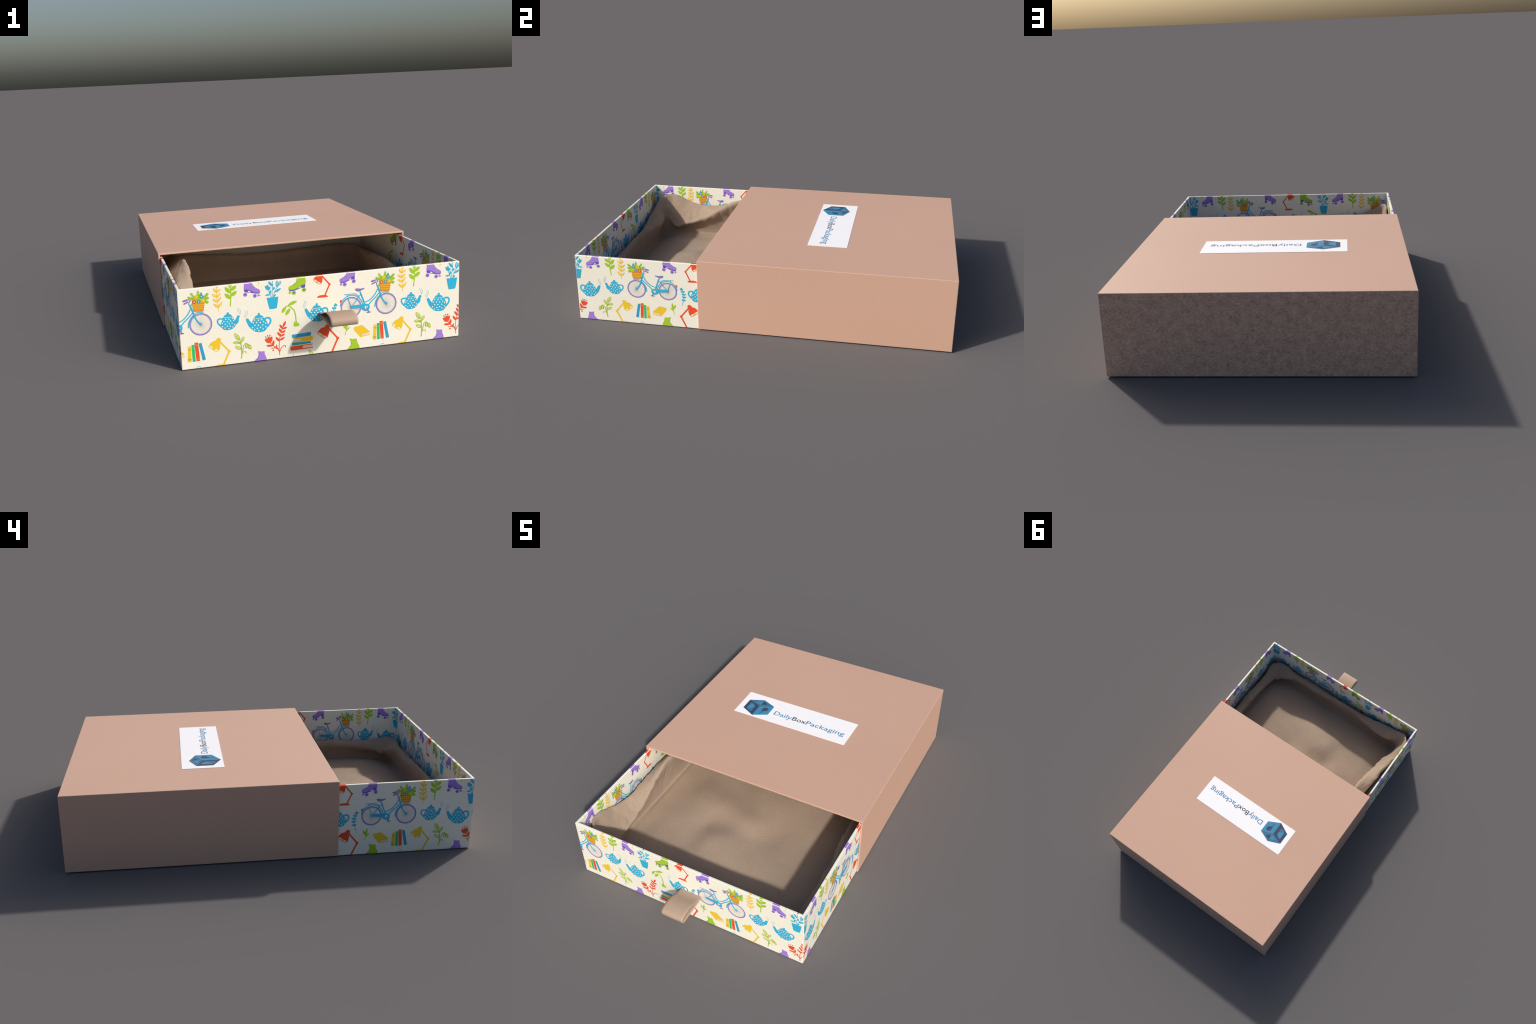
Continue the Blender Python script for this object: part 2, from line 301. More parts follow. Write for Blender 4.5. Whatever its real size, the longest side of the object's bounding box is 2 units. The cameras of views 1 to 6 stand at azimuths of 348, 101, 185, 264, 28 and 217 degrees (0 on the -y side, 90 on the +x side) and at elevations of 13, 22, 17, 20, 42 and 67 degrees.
        ('leaf', 'red', 2, 10.5, [(19.9, 63.3), (32.8, 89.3)]),
        ('leaf', 'red', 2, 9.3, [(18.4, 56.6), (5.8, 76.6)]),
        ('leaf', 'red', 2, 9.2, [(17.8, 56), (37.9, 61.5)]),
        ('leaf', 'red', 2, 9.2, [(14.1, 40.7), (2.1, 60)]),
        ('leaf', 'red', 2, 9.3, [(13.4, 40.2), (31.1, 46.9)]),
        ('leaf', 'red', 2, 9.3, [(9.1, 24.9), (-5.6, 45.2)]),
        ('leaf', 'red', 2, 9.2, [(7.9, 25), (27.5, 33.4)]),
        ('leaf', 'red', 2, 9.3, [(2.9, 3.5), (-13.3, 24.7)]),
        ('leaf', 'red', 2, 9.3, [(3, 7.2), (26.9, 19.2)]),
        ('line', 'red', 1, 3.3, [(2.7, -41.1), (9.5, -26), (19.2, -18.3), (26.7, -19.2), (27.7, -26.3)]),
        ('line', 'red', 1, 3.8, [(1, -42.1), (-6.8, -29), (-18.4, -23.4), (-32.7, -23.9)]),
        ('line', 'red', 1, 3.3, [(-4.9, -28), (-25.4, -12.1), (-37.7, 2.7)]),
        ('poly', 'red', 2, [(-60.7, 20.3), (-51.2, 21.2), (-44.1, 26.9), (-36.2, 24.4), (-28.3, 30.3), (-27, 17.2), (-29.4, 9.3), (-34, 3.2), (-43.4, 0.3), (-51.3, 3.8), (-57.1, 11.4)]),
        ('line', 'ink_red', 3, 1.4, [(-50.5, 21.4), (-56, 29.8)]),
        ('dots', 'ink_red', 3, 2.2, [(-56, 29.8)]),
        ('line', 'ink_red', 3, 1.4, [(-44.8, 24.5), (-47.2, 34.8)]),
        ('dots', 'ink_red', 3, 2.2, [(-47.2, 34.8)]),
        ('line', 'ink_red', 3, 1.4, [(-38.5, 23.7), (-37, 35.5)]),
        ('dots', 'ink_red', 3, 2.3, [(-37, 35.5)]),
        ('leaf', 'red', 2, 9.5, [(-26.7, -13.8), (-21.6, 12.2)]),
        ('leaf', 'red', 2, 9.5, [(-26.6, -12.6), (-55.6, -8.4)]),
        ('leaf', 'red', 2, 5.1, [(-11, -24.7), (-10, -8.3)]),
        ('dots', 'red', 2, 3.3, [(-25.6, -32.4)]),
    ],
    'purple_boot': [
        ('blob', 'purple', 1, [(-16.1, 26.1), (-11.9, 22.8), (-0.3, 21), (11.4, 19.9), (12.4, 8.6), (19.3, -12.7), (17.9, -30.4), (-9, -34.6), (-35.9, -27.3), (-31.6, -15.1), (-18.7, -4), (-14.3, 10.7)]),
        ('dots', 'ink', 2, 1.6, [(-12.9, 14.3), (-13, 7.3), (-14.1, 1.1), (-16.9, -5.5), (-20.9, -11.4)]),
    ],
    'green_boot': [
        ('blob', 'green', 1, [(-17.8, 23), (-3.1, 20), (12.5, 19.3), (15.2, 8.6), (18.5, -2.3), (24.3, -13.4), (23.2, -29.5), (-4.3, -43.5), (-34.2, -36.2), (-27, -20.9), (-15.8, -9.6), (-12.1, 3.8)]),
        ('dots', 'ink', 2, 1.6, [(-12, 6.1), (-11.8, -0.3), (-14, -6.9), (-18.2, -13.3)]),
    ],
    'outlined_herb': [
        ('leaf', 'herb', 1, 18.5, [(-6.6, 25.3), (-27.5, 59.4)]),
        ('leaf', 'herb', 1, 14.6, [(-2.6, 16), (12.4, 40.5)]),
        ('leaf', 'herb', 1, 14.6, [(-7.7, 16.2), (-36.9, 19.8)]),
        ('leaf', 'herb', 1, 14.7, [(-1.7, -13), (-28.5, 2.3)]),
        ('leaf', 'herb_fill', 2, 13.4, [(-10, 30.7), (-25.6, 56.3)]),
        ('leaf', 'herb_fill', 2, 9.6, [(-0.8, 19.5), (10.8, 37.3)]),
        ('leaf', 'herb_fill', 2, 9.6, [(-12.5, 16.8), (-33.3, 19.4)]),
        ('leaf', 'herb_fill', 2, 9.6, [(-6.6, -9.9), (-25.5, 0.6)]),
        ('line', 'herb', 3, 1.5, [(-9.5, 28.7), (-20, 47.5)]),
        ('line', 'herb', 3, 1.5, [(-8.9, 16.4), (-25.8, 18.5)]),
        ('line', 'herb', 3, 1.5, [(-2.2, 16.6), (6.3, 29.3)]),
        ('dots', 'herb', 3, 5.6, [(-5, 16.3)]),
        ('line', 'herb', 2, 4, [(-2.8, -53.3), (-0.4, -31.5), (-0.7, -12.5), (-2.4, 12.8)]),
        ('line', 'herb', 2, 3, [(2.7, -30.6), (6.1, -10.9), (11.2, 4.9), (20, 10.7), (27, 4.2)]),
        ('line', 'herb', 2, 2.5, [(1.3, -33), (8.4, -25.6), (16.4, -26), (17.8, -33.8)]),
        ('leaf', 'herb', 2, 11.9, [(21.8, 9.8), (20.3, -13.3)]),
        ('leaf', 'herb_fill', 3, 6.5, [(21.5, 5.2), (20.5, -10)]),
        ('leaf', 'herb', 2, 14.9, [(27, 4.2), (40.6, -19)]),
        ('leaf', 'herb_fill', 3, 8.2, [(29.8, -0.4), (38.7, -15.7)]),
        ('leaf', 'herb', 3, 6.2, [(29.4, 2.6), (38.9, -3.6)]),
    ],
    'upright_books': [
        ('poly', 'yellow', 1, [(-32.9, 29.2), (-19.3, 28.5), (-21.7, -38.6), (-37.6, -38.1)]),
        ('poly', 'olive', 2, [(-33.7, 17.8), (-19.7, 17.2), (-19.9, 11.8), (-34.1, 12.4)]),
        ('poly', 'olive', 2, [(-36.5, -22.6), (-21.1, -23.1), (-21.5, -31.8), (-37.1, -31.4)]),
        ('poly', 'emerald', 1, [(-18, 34.6), (-6, 34.4), (-4.8, -38.9), (-17.6, -38.7)]),
        ('poly', 'emerald2', 2, [(-18, 25.9), (-5.9, 25.6), (-5.8, 22.7), (-18, 22.9)]),
        ('poly', 'emerald2', 2, [(-17.9, 20), (-5.8, 19.8), (-5.7, 17.6), (-17.9, 17.8)]),
        ('poly', 'emerald2', 2, [(-17.7, -25.5), (-5, -25.6), (-5, -27.8), (-17.7, -27.7)]),
        ('poly', 'red', 1, [(-5.6, 42.4), (9.3, 42.5), (13.4, -37.8), (-1.5, -37.9)]),
        ('poly', 'redorange', 2, [(-5.3, 37.6), (9.5, 37.7), (9.7, 34.5), (-5.2, 34.4)]),
        ('poly', 'redorange', 2, [(-5.1, 32.8), (9.8, 32.9), (10, 27.3), (-4.8, 27.2)]),
        ('poly', 'redorange', 2, [(-2.2, -24.2), (12.7, -24.1), (12.8, -26.5), (-2.1, -26.6)]),
        ('poly', 'redorange', 2, [(-2, -29), (12.9, -29), (13.2, -33.8), (-1.7, -33.9)]),
        ('poly', 'blue2', 1, [(11.3, 37.9), (23.9, 38.9), (37.7, -34.7), (24.3, -38)]),
        ('poly', 'teal', 2, [(12, 34.1), (24.6, 35.3), (26.6, 24.3), (13.9, 22.8)]),
        ('poly', 'teal', 2, [(21.5, -21.2), (34.6, -18.5), (36.6, -28.8), (23.3, -31.9)]),
    ],
    'yellow_book': [
        ('poly', 'yellow', 1, [(-36.4, 19.2), (-33.1, 22), (-1.2, 27.7), (2.8, 25.5), (36.9, -6.7), (35.9, -8.4), (-0.2, -14.1), (-3.2, -20.4), (38.1, -17.6), (39, -20.3), (-6.2, -26.9), (-8.5, -24.9), (-35.1, 7.6)]),
        ('poly', 'page', 1, [(-0.2, -14.3), (35.9, -8.9), (34.7, -14.3), (-3.2, -19.9)]),
    ],
    'book_stack': [
        ('poly', 'blue2', 1, [(-42.3, 35.2), (41.4, 38), (42.4, 30.5), (40.9, 21.8), (-40.2, 19.4), (-42.6, 26)]),
        ('poly', 'deepblue', 2, [(27.4, 37.4), (29.8, 37.5), (29.7, 21.5), (27.2, 21.4)]),
        ('poly', 'sky2', 2, [(-36.3, 35.4), (-29, 35.6), (-29, 19.7), (-36.2, 19.5)]),
        ('poly', 'yellow', 1, [(-39.3, 19), (47.5, 20.5), (49.1, 12.5), (47.7, -0.3), (-39.4, 0.2), (-39.9, 3), (-7.2, 3.1), (-3.4, 8.4), (-6.8, 13.7), (-38.2, 15.1)]),
        ('poly', 'page', 1, [(-38, 14.8), (-8, 13.5), (-4.6, 8.5), (-7.8, 3.6), (-38, 3.4)]),
        ('poly', 'teal', 1, [(-43.4, -0.2), (40.1, -2.7), (39.8, -11.3), (-41.4, -13.6), (-43.3, -8.2)]),
        ('poly', 'red', 1, [(-49.7, -16.6), (47.7, -13.9), (47.6, -18), (6.7, -18.7), (1, -24.8), (5.7, -29.3), (48.1, -29.8), (47.9, -33.7), (-47.9, -35), (-50.6, -27)]),
        ('poly', 'page', 1, [(6.7, -19.1), (46.9, -18.4), (46.6, -29.2), (5.7, -28.8), (1.6, -24.9)]),
        ('poly', 'redorange', 2, [(-40.6, -16.2), (-39.1, -16.1), (-38.2, -34.1), (-39.7, -34.3)]),
        ('poly', 'redorange', 2, [(-33.5, -16.2), (-32.3, -16.1), (-31.5, -34.1), (-32.7, -34.1)]),
    ],
    'green_sprig': [
        ('line', 'green', 1, 2.8, [(-3.8, -27), (-2.5, -14.8), (1.4, -1.6)]),
        ('leaf', 'green', 2, 9.6, [(1.2, -3.9), (4.8, 33.9)]),
        ('leaf', 'green', 2, 9.7, [(-0.2, -2.2), (-13.5, 24.9)]),
        ('leaf', 'green', 2, 5.6, [(-1.7, -10), (18.3, 9.1)]),
    ],
    'tiny_curl': [
        ('ring', 'blue', 1, 8.8, 6.8, [(-0.6, -4)]),
    ],
    'tiny_leaf': [
        ('leaf', 'herb', 1, 14.9, [(11.7, -18.9), (-9.4, 12.9)]),
        ('leaf', 'herb_fill', 2, 8.2, [(7.5, -12.5), (-6.4, 8.5)]),
        ('line', 'herb', 1, 3.2, [(-77.6, -8.8), (-77.3, -0.2)]),
    ],
    'yellow_stalk': [
        ('line', 'ochre', 1, 3.2, [(-3.8, 11.7), (1.1, 3.4), (1.8, -1.6), (0.5, -8.2)]),
    ],
}

# where the motifs sit on the repeating tile: name, x, z (mm), scale, turn (degrees), re-inking
TILE = [
    ('bicycle', 276.4, 188.2, 1, 0, {}), ('flower_basket', 272.0, 261.7, 1, 0, {}),
    ('wheat_sprig', 350.4, 288.8, 1, 0, {}), ('leafy_branch', 406.8, 294.3, 1, 0, {}),
    ('teapot', 389.8, 179.3, 1, 0, {}), ('spotted_teapot', 519.5, 161.5, 1, 0, {}),
    ('spotted_teapot', -34.1, 177.2, 0.96, 0, {}), ('roller_skate', 496.3, 310.3, 1, 0, {}),
    ('tilted_roller_skate', 103.3, 311.8, 1, 0, {}),
    ('tilted_roller_skate', -117.1, 299.5, 1.066, -3.2, {'purple': 'green', 'lavender': 'green'}),
    ('desk_lamp', -416.4, 58.4, 1, 0, {'main': 'yellow', 'bulb': 'yellow'}),
    ('desk_lamp', 24.7, 299.4, 0.83, 0, {'main': 'red'}), ('desk_lamp', 55.4, 58.2, 1.06, 0, {'main': 'red'}),
    ('flower_pot', 582.2, 248.7, 1, 0, {}), ('snowdrop', -147.7, 189.8, 1, 0, {}), ('blue_sprig', 42.4, 168.0, 1, 0, {}),
    ('red_flower', -203.1, 72.1, 1, 0, {}), ('purple_boot', -278.6, 19.3, 1, 0, {}), ('green_boot', 126.9, 25.9, 1, 0, {}),
    ('outlined_herb', -363.1, 74.2, 1, 0, {}), ('upright_books', 250.9, 69.9, 1, 0, {}), ('yellow_book', 164.8, 76.7, 1, 0, {}),
    ('book_stack', -104.0, 62.2, 1, 0, {}), ('green_sprig', 94.0, 94.5, 1, 0, {}), ('tiny_curl', 258.5, 6.2, 1, 0, {}),
    ('tiny_leaf', -65.5, 9.2, 1, 0, {}), ('yellow_stalk', 524.4, 338.7, 1, 0, {}),
]

def spline(pts, closed, steps=6):
    n = len(pts)
    if n < 3:
        return [Vector(p) for p in pts]
    P = [Vector(p) for p in pts]
    out = []
    for i in range(n if closed else n - 1):
        if closed:
            a, b, c, d = P[i - 1], P[i], P[(i + 1) % n], P[(i + 2) % n]
        else:
            b, c = P[i], P[i + 1]
            a = P[i - 1] if i else b + (b - c)
            d = P[i + 2] if i + 2 < n else c + (c - b)
        for k in range(steps):
            t = k / steps
            out.append(0.5 * ((2 * b) + (c - a) * t + (2 * a - 5 * b + 4 * c - d) * t * t + (3 * b - a - 3 * c + d) * t ** 3))
    if not closed:
        out.append(P[-1])
    return out

def disc(c, r, n=18):
    return [Vector((c[0] + r * math.cos(2 * math.pi * k / n), c[1] + r * math.sin(2 * math.pi * k / n))) for k in range(n)]

def brush(pts, w, smooth=True):
    """outline pieces of a round-ended brush stroke"""
    path = spline(pts, False, 5) if smooth else [Vector(p) for p in pts]
    L, R = [], []
    for i, p in enumerate(path):
        t = (path[min(i + 1, len(path) - 1)] - path[max(i - 1, 0)]).normalized()
        nrm = Vector((-t.y, t.x)) * w / 2
        L.append(p + nrm); R.append(p - nrm)
    quads = [[R[i], R[i + 1], L[i + 1], L[i]] for i in range(len(path) - 1)]
    return quads, [disc(path[0], w / 2, 10), disc(path[-1], w / 2, 10)]

def leaf_outline(b, t, w):
    b, t = Vector(b), Vector(t)
    ax = t - b
    nrm = Vector((-ax.y, ax.x)).normalized()
    prof = [(0.0, 0.06), (0.15, 0.30), (0.35, 0.47), (0.55, 0.50), (0.75, 0.38), (0.9, 0.19)]
    side = [b + ax * s + nrm * w * k for s, k in prof]
    back = [b + ax * s - nrm * w * k for s, k in reversed(prof)]
    return side + [t] + back

def strokes(motif):
    """yield (ink, layer, outline, stroke number) for a motif"""
    n_stroke = 0
    for pr in MOTIFS[motif]:
        ink, lay = pr[1], pr[2]
        for outline, fresh in stroke_outlines(pr):
            n_stroke += fresh
            yield ink, lay, outline, n_stroke

def stroke_outlines(pr):
    """outlines of one brush instruction; fresh = 1 where a piece may overlap the piece before it"""
    kind = pr[0]
    if kind == 'blob':
        yield spline(pr[3], True), 1
    elif kind == 'poly':
        yield [Vector(p) for p in pr[3]], 1
    elif kind == 'line':
        quads, caps = brush(pr[4], pr[3])
        for k, q in enumerate(quads):
            yield q, int(k == 0)
        for c in caps:
            yield c, 1
    elif kind == 'leaf':
        yield leaf_outline(pr[4][0], pr[4][1], pr[3]), 1
    elif kind == 'dots':
        for c in pr[4]:
            yield disc(c, pr[3], 14), 1
    elif kind == 'ring':
        o, i = disc(pr[5][0], pr[3], 48), disc(pr[5][0], pr[4], 48)
        for k in range(48):
            j = (k + 1) % 48
            yield [o[k], o[j], i[j], i[k]], int(k == 0)
    elif kind == 'spokes':
        c = Vector(pr[5][0])
        for k in range(int(pr[4])):
            a = 2 * math.pi * k / pr[4]
            d, nn = Vector((math.cos(a), math.sin(a))), Vector((-math.sin(a), math.cos(a)))
            w0, w1 = 0.22, 0.42
            yield [c + d * 3.4 - nn * w0, c + d * pr[3] - nn * w1, c + d * pr[3] + nn * w1, c + d * 3.4 + nn * w0], int(k == 0)
    elif kind == 'sprig':
        b, t = Vector(pr[5][0]), Vector(pr[5][1])
        ax = t - b
        nrm = Vector((-ax.y, ax.x)).normalized()
        quads, caps = brush([b, t], 1.2, False)
        yield quads[0], 1
        n = int(pr[3])
        for k in range(n):
            base = b + ax * (0.25 + 0.62 * k / n)
            for sg in (-1, 1):
                yield leaf_outline(base, base + ax.normalized() * pr[4] * 0.75 + nrm * sg * pr[4] * 0.75, pr[4] * 0.62), 1
        yield leaf_outline(b + ax * 0.8, t, pr[4] * 0.6), 1
    elif kind == 'flower':
        c, r = Vector(pr[4][0]), pr[3]
        ang = [2 * math.pi * k / 40 for k in range(40)]
        yield [c + Vector((math.cos(a), math.sin(a))) * r * (0.86 + 0.16 * math.cos(5 * a)) for a in ang], 1

MM = 0.001
LAYER = 0.00022
def motif_bmesh(motif, scale, turn, reink):
    """flat print of a motif: x = along the wall, y = minus ink height, z = up"""
    bm = bmesh.new()
    inks = []
    cs, sn = math.cos(math.radians(turn)), math.sin(math.radians(turn))
    pieces = list(strokes(motif))
    # every stroke gets its own height, in the order of the ink layers, so that no two prints share a plane
    order = sorted({(lay, grp) for ink, lay, pts, grp in pieces})
    step = min(0.00004, 0.0016 / len(order))
    height = {k: 0.00025 + step * i for i, k in enumerate(order)}
    for ink, lay, pts, grp in pieces:
        ink = reink.get(ink, ink)
        if ink not in inks:
            inks.append(ink)
        h = -height[(lay, grp)]
        vs = []
        for p in pts:
            x, z = (p.x * cs - p.y * sn) * scale * MM, (p.x * sn + p.y * cs) * scale * MM
            vs.append(bm.verts.new((x, h, z)))
        try:
            f = bm.faces.new(vs)
            f.material_index = inks.index(ink)
        except ValueError:
            pass
    bm.normal_update()
    bmesh.ops.triangulate(bm, faces=bm.faces[:], quad_method='BEAUTY', ngon_method='EAR_CLIP')
    return bm, inks

def clip(bm, axis, value, keep_below):
    no = [0, 0, 0]; no[axis] = 1 if keep_below else -1
    co = [0, 0, 0]; co[axis] = value
    bmesh.ops.bisect_plane(bm, geom=bm.verts[:] + bm.edges[:] + bm.faces[:], plane_co=co, plane_no=no, clear_outer=True)

MESHES = {}
def print_wall(parent, place, lo, hi, shift):
    """lay the repeating tile on a wall; lo..hi is the wall's span in print x (m), place(x, z) -> matrix"""
    zlo, zhi = DZ0 + 0.0012, DZ - 0.0028
    for motif, x, z, sc, turn, reink in TILE:
        key = (motif, sc, turn, tuple(reink.items()))
        if key not in MESHES:
            bm, inks = motif_bmesh(motif, sc, turn, reink)
            me = bpy.data.meshes.new(motif + '_print')
            xs = [v.co.x for v in bm.verts]; zs = [v.co.z for v in bm.verts]
            box = (min(xs), max(xs), min(zs), max(zs))
            bm.to_mesh(me); bm.free()
            for i in inks:
                me.materials.append(MAT[i])
            MESHES[key] = (me, box)
        me, box = MESHES[key]
        for rep in range(-3, 4):
            X, Z = (x + rep * PERIOD) * MM, z * MM
            if X + box[1] < lo + 0.004 or X + box[0] > hi - 0.004:
                continue
            use = me
            cuts = []
            if X + box[0] < lo: cuts.append((0, lo - X, False))
            if X + box[1] > hi: cuts.append((0, hi - X, True))
            if Z + box[2] < zlo: cuts.append((2, zlo - Z, False))
            if Z + box[3] > zhi: cuts.append((2, zhi - Z, True))
            if cuts:
                bm = bmesh.new(); bm.from_mesh(me)
                for c in cuts:
                    clip(bm, *c)
                if not bm.faces:
                    bm.free(); continue
                use = bpy.data.meshes.new(me.name)
                bm.to_mesh(use); bm.free()
                for m in me.materials:
                    use.materials.append(m)
            ob = link(bpy.data.objects.new(motif + '_print', use), parent)
            ob.matrix_local = place(X, Z)

def rim_spans():
    """inks that run over the rim: (ink, x0, x1) on the tile"""
    zr = (DZ - 0.0005) / MM
    spans = []
    for motif, x, z, sc, turn, reink in TILE:
        cs, sn = math.cos(math.radians(turn)), math.sin(math.radians(turn))
        for ink, lay, pts, sub in strokes(motif):
            ink = reink.get(ink, ink)
            q = [(x + (p.x * cs - p.y * sn) * sc, z + (p.x * sn + p.y * cs) * sc) for p in pts]
            hits = []
            for (x0, z0), (x1, z1) in zip(q, q[1:] + q[:1]):
                if (z0 - zr) * (z1 - zr) < 0:
                    hits.append(x0 + (x1 - x0) * (zr - z0) / (z1 - z0))
            hits.sort()
            for a, b in zip(hits[::2], hits[1::2]):
                if b - a > 1.5:
                    spans.append((lay, ink, a, b))
    return sorted(spans)

# ------------------------------------------------------------------ the thing
box = bpy.data.objects.new('gift_box', None)
box.empty_display_size = 0.2
link(box)
box['label'] = 'pink drawer gift box, patterned tray half open, fabric lining'
box['category'] = 'gift box'

# --- sleeve: a board tube open at the front, closed at the back
def open_box(x, y0, y1, z0, z1, wall, floor, opening):
    """box with an open side; opening 'top' (+z), or 'front' (-y) with no floor either"""
    bm = bmesh.new()
    ob = [bm.verts.new((sx * x, sy, sz)) for sx in (-1, 1) for sy in (y0, y1) for sz in (z0, z1)]
    if opening == 'front':
        ix, iy0, iy1, iz0, iz1 = x - wall, y0, y1 - wall, z0, z1 - wall
    else:
        ix, iy0, iy1, iz0, iz1 = x - wall, y0 + wall, y1 - wall, z0 + floor, z1
    ib = [bm.verts.new((sx * ix, sy, sz)) for sx in (-1, 1) for sy in (iy0, iy1) for sz in (iz0, iz1)]
    # index = 4*x + 2*y + z
    sides = {'left': (0, 1, 3, 2), 'right': (4, 6, 7, 5), 'front': (0, 4, 5, 1), 'back': (2, 3, 7, 6), 'bottom': (0, 2, 6, 4), 'top': (1, 5, 7, 3)}
    open_sides = ('front', 'bottom') if opening == 'front' else (opening,)
    for nm, idx in sides.items():
        if nm in open_sides:
            for k in range(4):
                a, b = idx[k], idx[(k + 1) % 4]
                if len(open_sides) == 2 and {a, b} == {0, 4}:
                    continue            # the edge shared by the two openings
                bm.faces.new((ob[a], ob[b], ib[b], ib[a]))
        else:
            bm.faces.new([ob[i] for i in idx])
            bm.faces.new([ib[i] for i in reversed(idx)])
    bmesh.ops.recalc_face_normals(bm, faces=bm.faces[:])
    return bm

bm = open_box(SX, SY0, SY1, 0.0028, SZ, ST, 0.0, 'front')
bevelled(bm, 0.0026, 2)
bm.normal_update()
for f in bm.faces:
    if f.normal.y > 0.9 and f.calc_center_median().y > SY1 - 0.002:
        f.material_index = 1        # back panel: card colour with dark and light speckle
sleeve = mesh_object('sleeve', bm, [MAT['card'], MAT['card_back']], box)

# --- label with cube emblem and lettering, printed flat on the lid
def flat_piece(name, outlines, z0, thick, parent, mats):
    bm = bmesh.new()
    for k, pts in enumerate(outlines):
        lo = [bm.verts.new((p[0], p[1], z0)) for p in pts]
        hi = [bm.verts.new((p[0], p[1], z0 + thick)) for p in pts]
        fs = [bm.faces.new(hi), bm.faces.new(list(reversed(lo)))]
        for i in range(len(pts)):
            j = (i + 1) % len(pts)
            fs.append(bm.faces.new((lo[i], lo[j], hi[j], hi[i])))
        for f in fs:
            f.material_index = min(k, len(mats) - 1)
    bmesh.ops.recalc_face_normals(bm, faces=bm.faces[:])
    return mesh_object(name, bm, mats, parent)

label = flat_piece('label', [[(-0.360, 0.2715), (0.313, 0.2715), (0.313, 0.4695), (-0.360, 0.4695)]], SZ + 0.0002, 0.0010, box, [MAT['label']])
LZ = SZ + 0.0012
mm = lambda pts: [(a * MM, b * MM) for a, b in pts]
flat_piece('emblem', [mm([(-327, 400), (-327, 321), (-250, 281), (-250, 371)]), mm([(-250, 371), (-250, 281), (-172, 321), (-172, 401)]), mm([(-327, 400), (-250, 371), (-172, 401), (-249, 433)])],
           LZ + 0.0001, 0.0004, label, [MAT['logo_navy'], MAT['logo_blue'], MAT['logo_steel']])
smooth_mm = lambda pts: [(p.x * MM, p.y * MM) for p in spline(pts, True, 4)]
flat_piece('emblem_letter', [
    mm([(-307, 378), (-307, 324), (-290, 332), (-275, 340), (-273, 345), (-273, 351), (-275, 360), (-282, 367), (-293, 374)]),
    mm([(-307, 324), (-290, 331), (-276, 339), (-272, 330), (-272, 318), (-275, 310), (-281, 308), (-294, 313)]),
    mm([(-289, 398), (-250, 417), (-248, 388), (-261, 386)]),
    mm([(-248, 416), (-242, 417), (-227, 411), (-219, 406), (-219, 400), (-246, 388)]),
    mm([(-222, 367), (-208, 374), (-200, 374), (-194, 371), (-191, 366), (-191, 356), (-195, 347), (-201, 342), (-211, 337), (-222, 335)]),
    mm([(-222, 335), (-211, 337), (-210, 312), (-222, 306)])],
    LZ + 0.0004, 0.0004, label, [MAT['logo_blue'], MAT['logo_steel'], MAT['logo_blue'], MAT['logo_navy'], MAT['logo_navy'], MAT['logo_steel']])

def lettering(text, x0, x1, baseline, cap, mat):
    cu = bpy.data.curves.new('lettering', 'FONT')
    cu.body = text; cu.size = 1.0; cu.extrude = 0.0; cu.resolution_u = 4; cu.offset = 0.006
    tmp = bpy.data.objects.new('lettering', cu)
    bpy.context.scene.collection.objects.link(tmp)
    bpy.context.view_layer.update()
    me = bpy.data.meshes.new_from_object(tmp)
    bpy.data.objects.remove(tmp); bpy.data.curves.remove(cu)
    xs = [v.co.x for v in me.vertices]
    capital = 0.7285       # cap height of the built-in font at size 1
    sx, sy = (x1 - x0) / (max(xs) - min(xs)), cap / capital
    for v in me.vertices:
        v.co = ((v.co.x - min(xs)) * sx + x0, v.co.y * sy + baseline, LZ + 0.0003)
    me.materials.clear(); me.materials.append(mat)
    link(bpy.data.objects.new('lettering', me), label)

lettering('Daily', -0.1465, -0.0375, 0.3385, 0.0348, MAT['text_blue'])
lettering('Box', -0.0330, 0.0500, 0.3385, 0.0348, MAT['text_grey'])
lettering('Packaging', 0.0520, 0.2810, 0.3385, 0.0348, MAT['text_blue'])

# --- drawer tray
bm = open_box(DX, DY0, DY1, DZ0, DZ, DT, 0.0100, 'top')
bevelled(bm, 0.0022, 2)
drawer = mesh_object('drawer', bm, [MAT['paper']], box)

outer_front = lambda X, Z: Matrix.Translation((X, DY0, Z))
inner_front = lambda X, Z: Matrix.Translation((X, DY0 + DT, Z)) @ Matrix.Diagonal((1, -1, 1, 1))
def side_place(x_plane, outward):
    # print x runs towards -y on both side walls; ink height runs along outward x
    M = Matrix(((0, -outward, 0, 0), (-1, 0, 0, 0), (0, 0, 1, 0), (0, 0, 0, 1)))
    return lambda X, Z: Matrix.Translation((x_plane, -(X - SIDE_SHIFT), Z)) @ M
print_wall(drawer, outer_front, -DX + 0.002, DX - 0.002, 0)
print_wall(drawer, inner_front, -DX + DT, DX - DT, 0)
s_lo, s_hi = -(-0.06) + SIDE_SHIFT, -DY0 + SIDE_SHIFT
for sg in (-1, 1):
    print_wall(drawer, side_place(sg * DX, sg), s_lo, s_hi - 0.002, 0)
    print_wall(drawer, side_place(sg * (DX - DT), -sg), s_lo, s_hi - DT, 0)

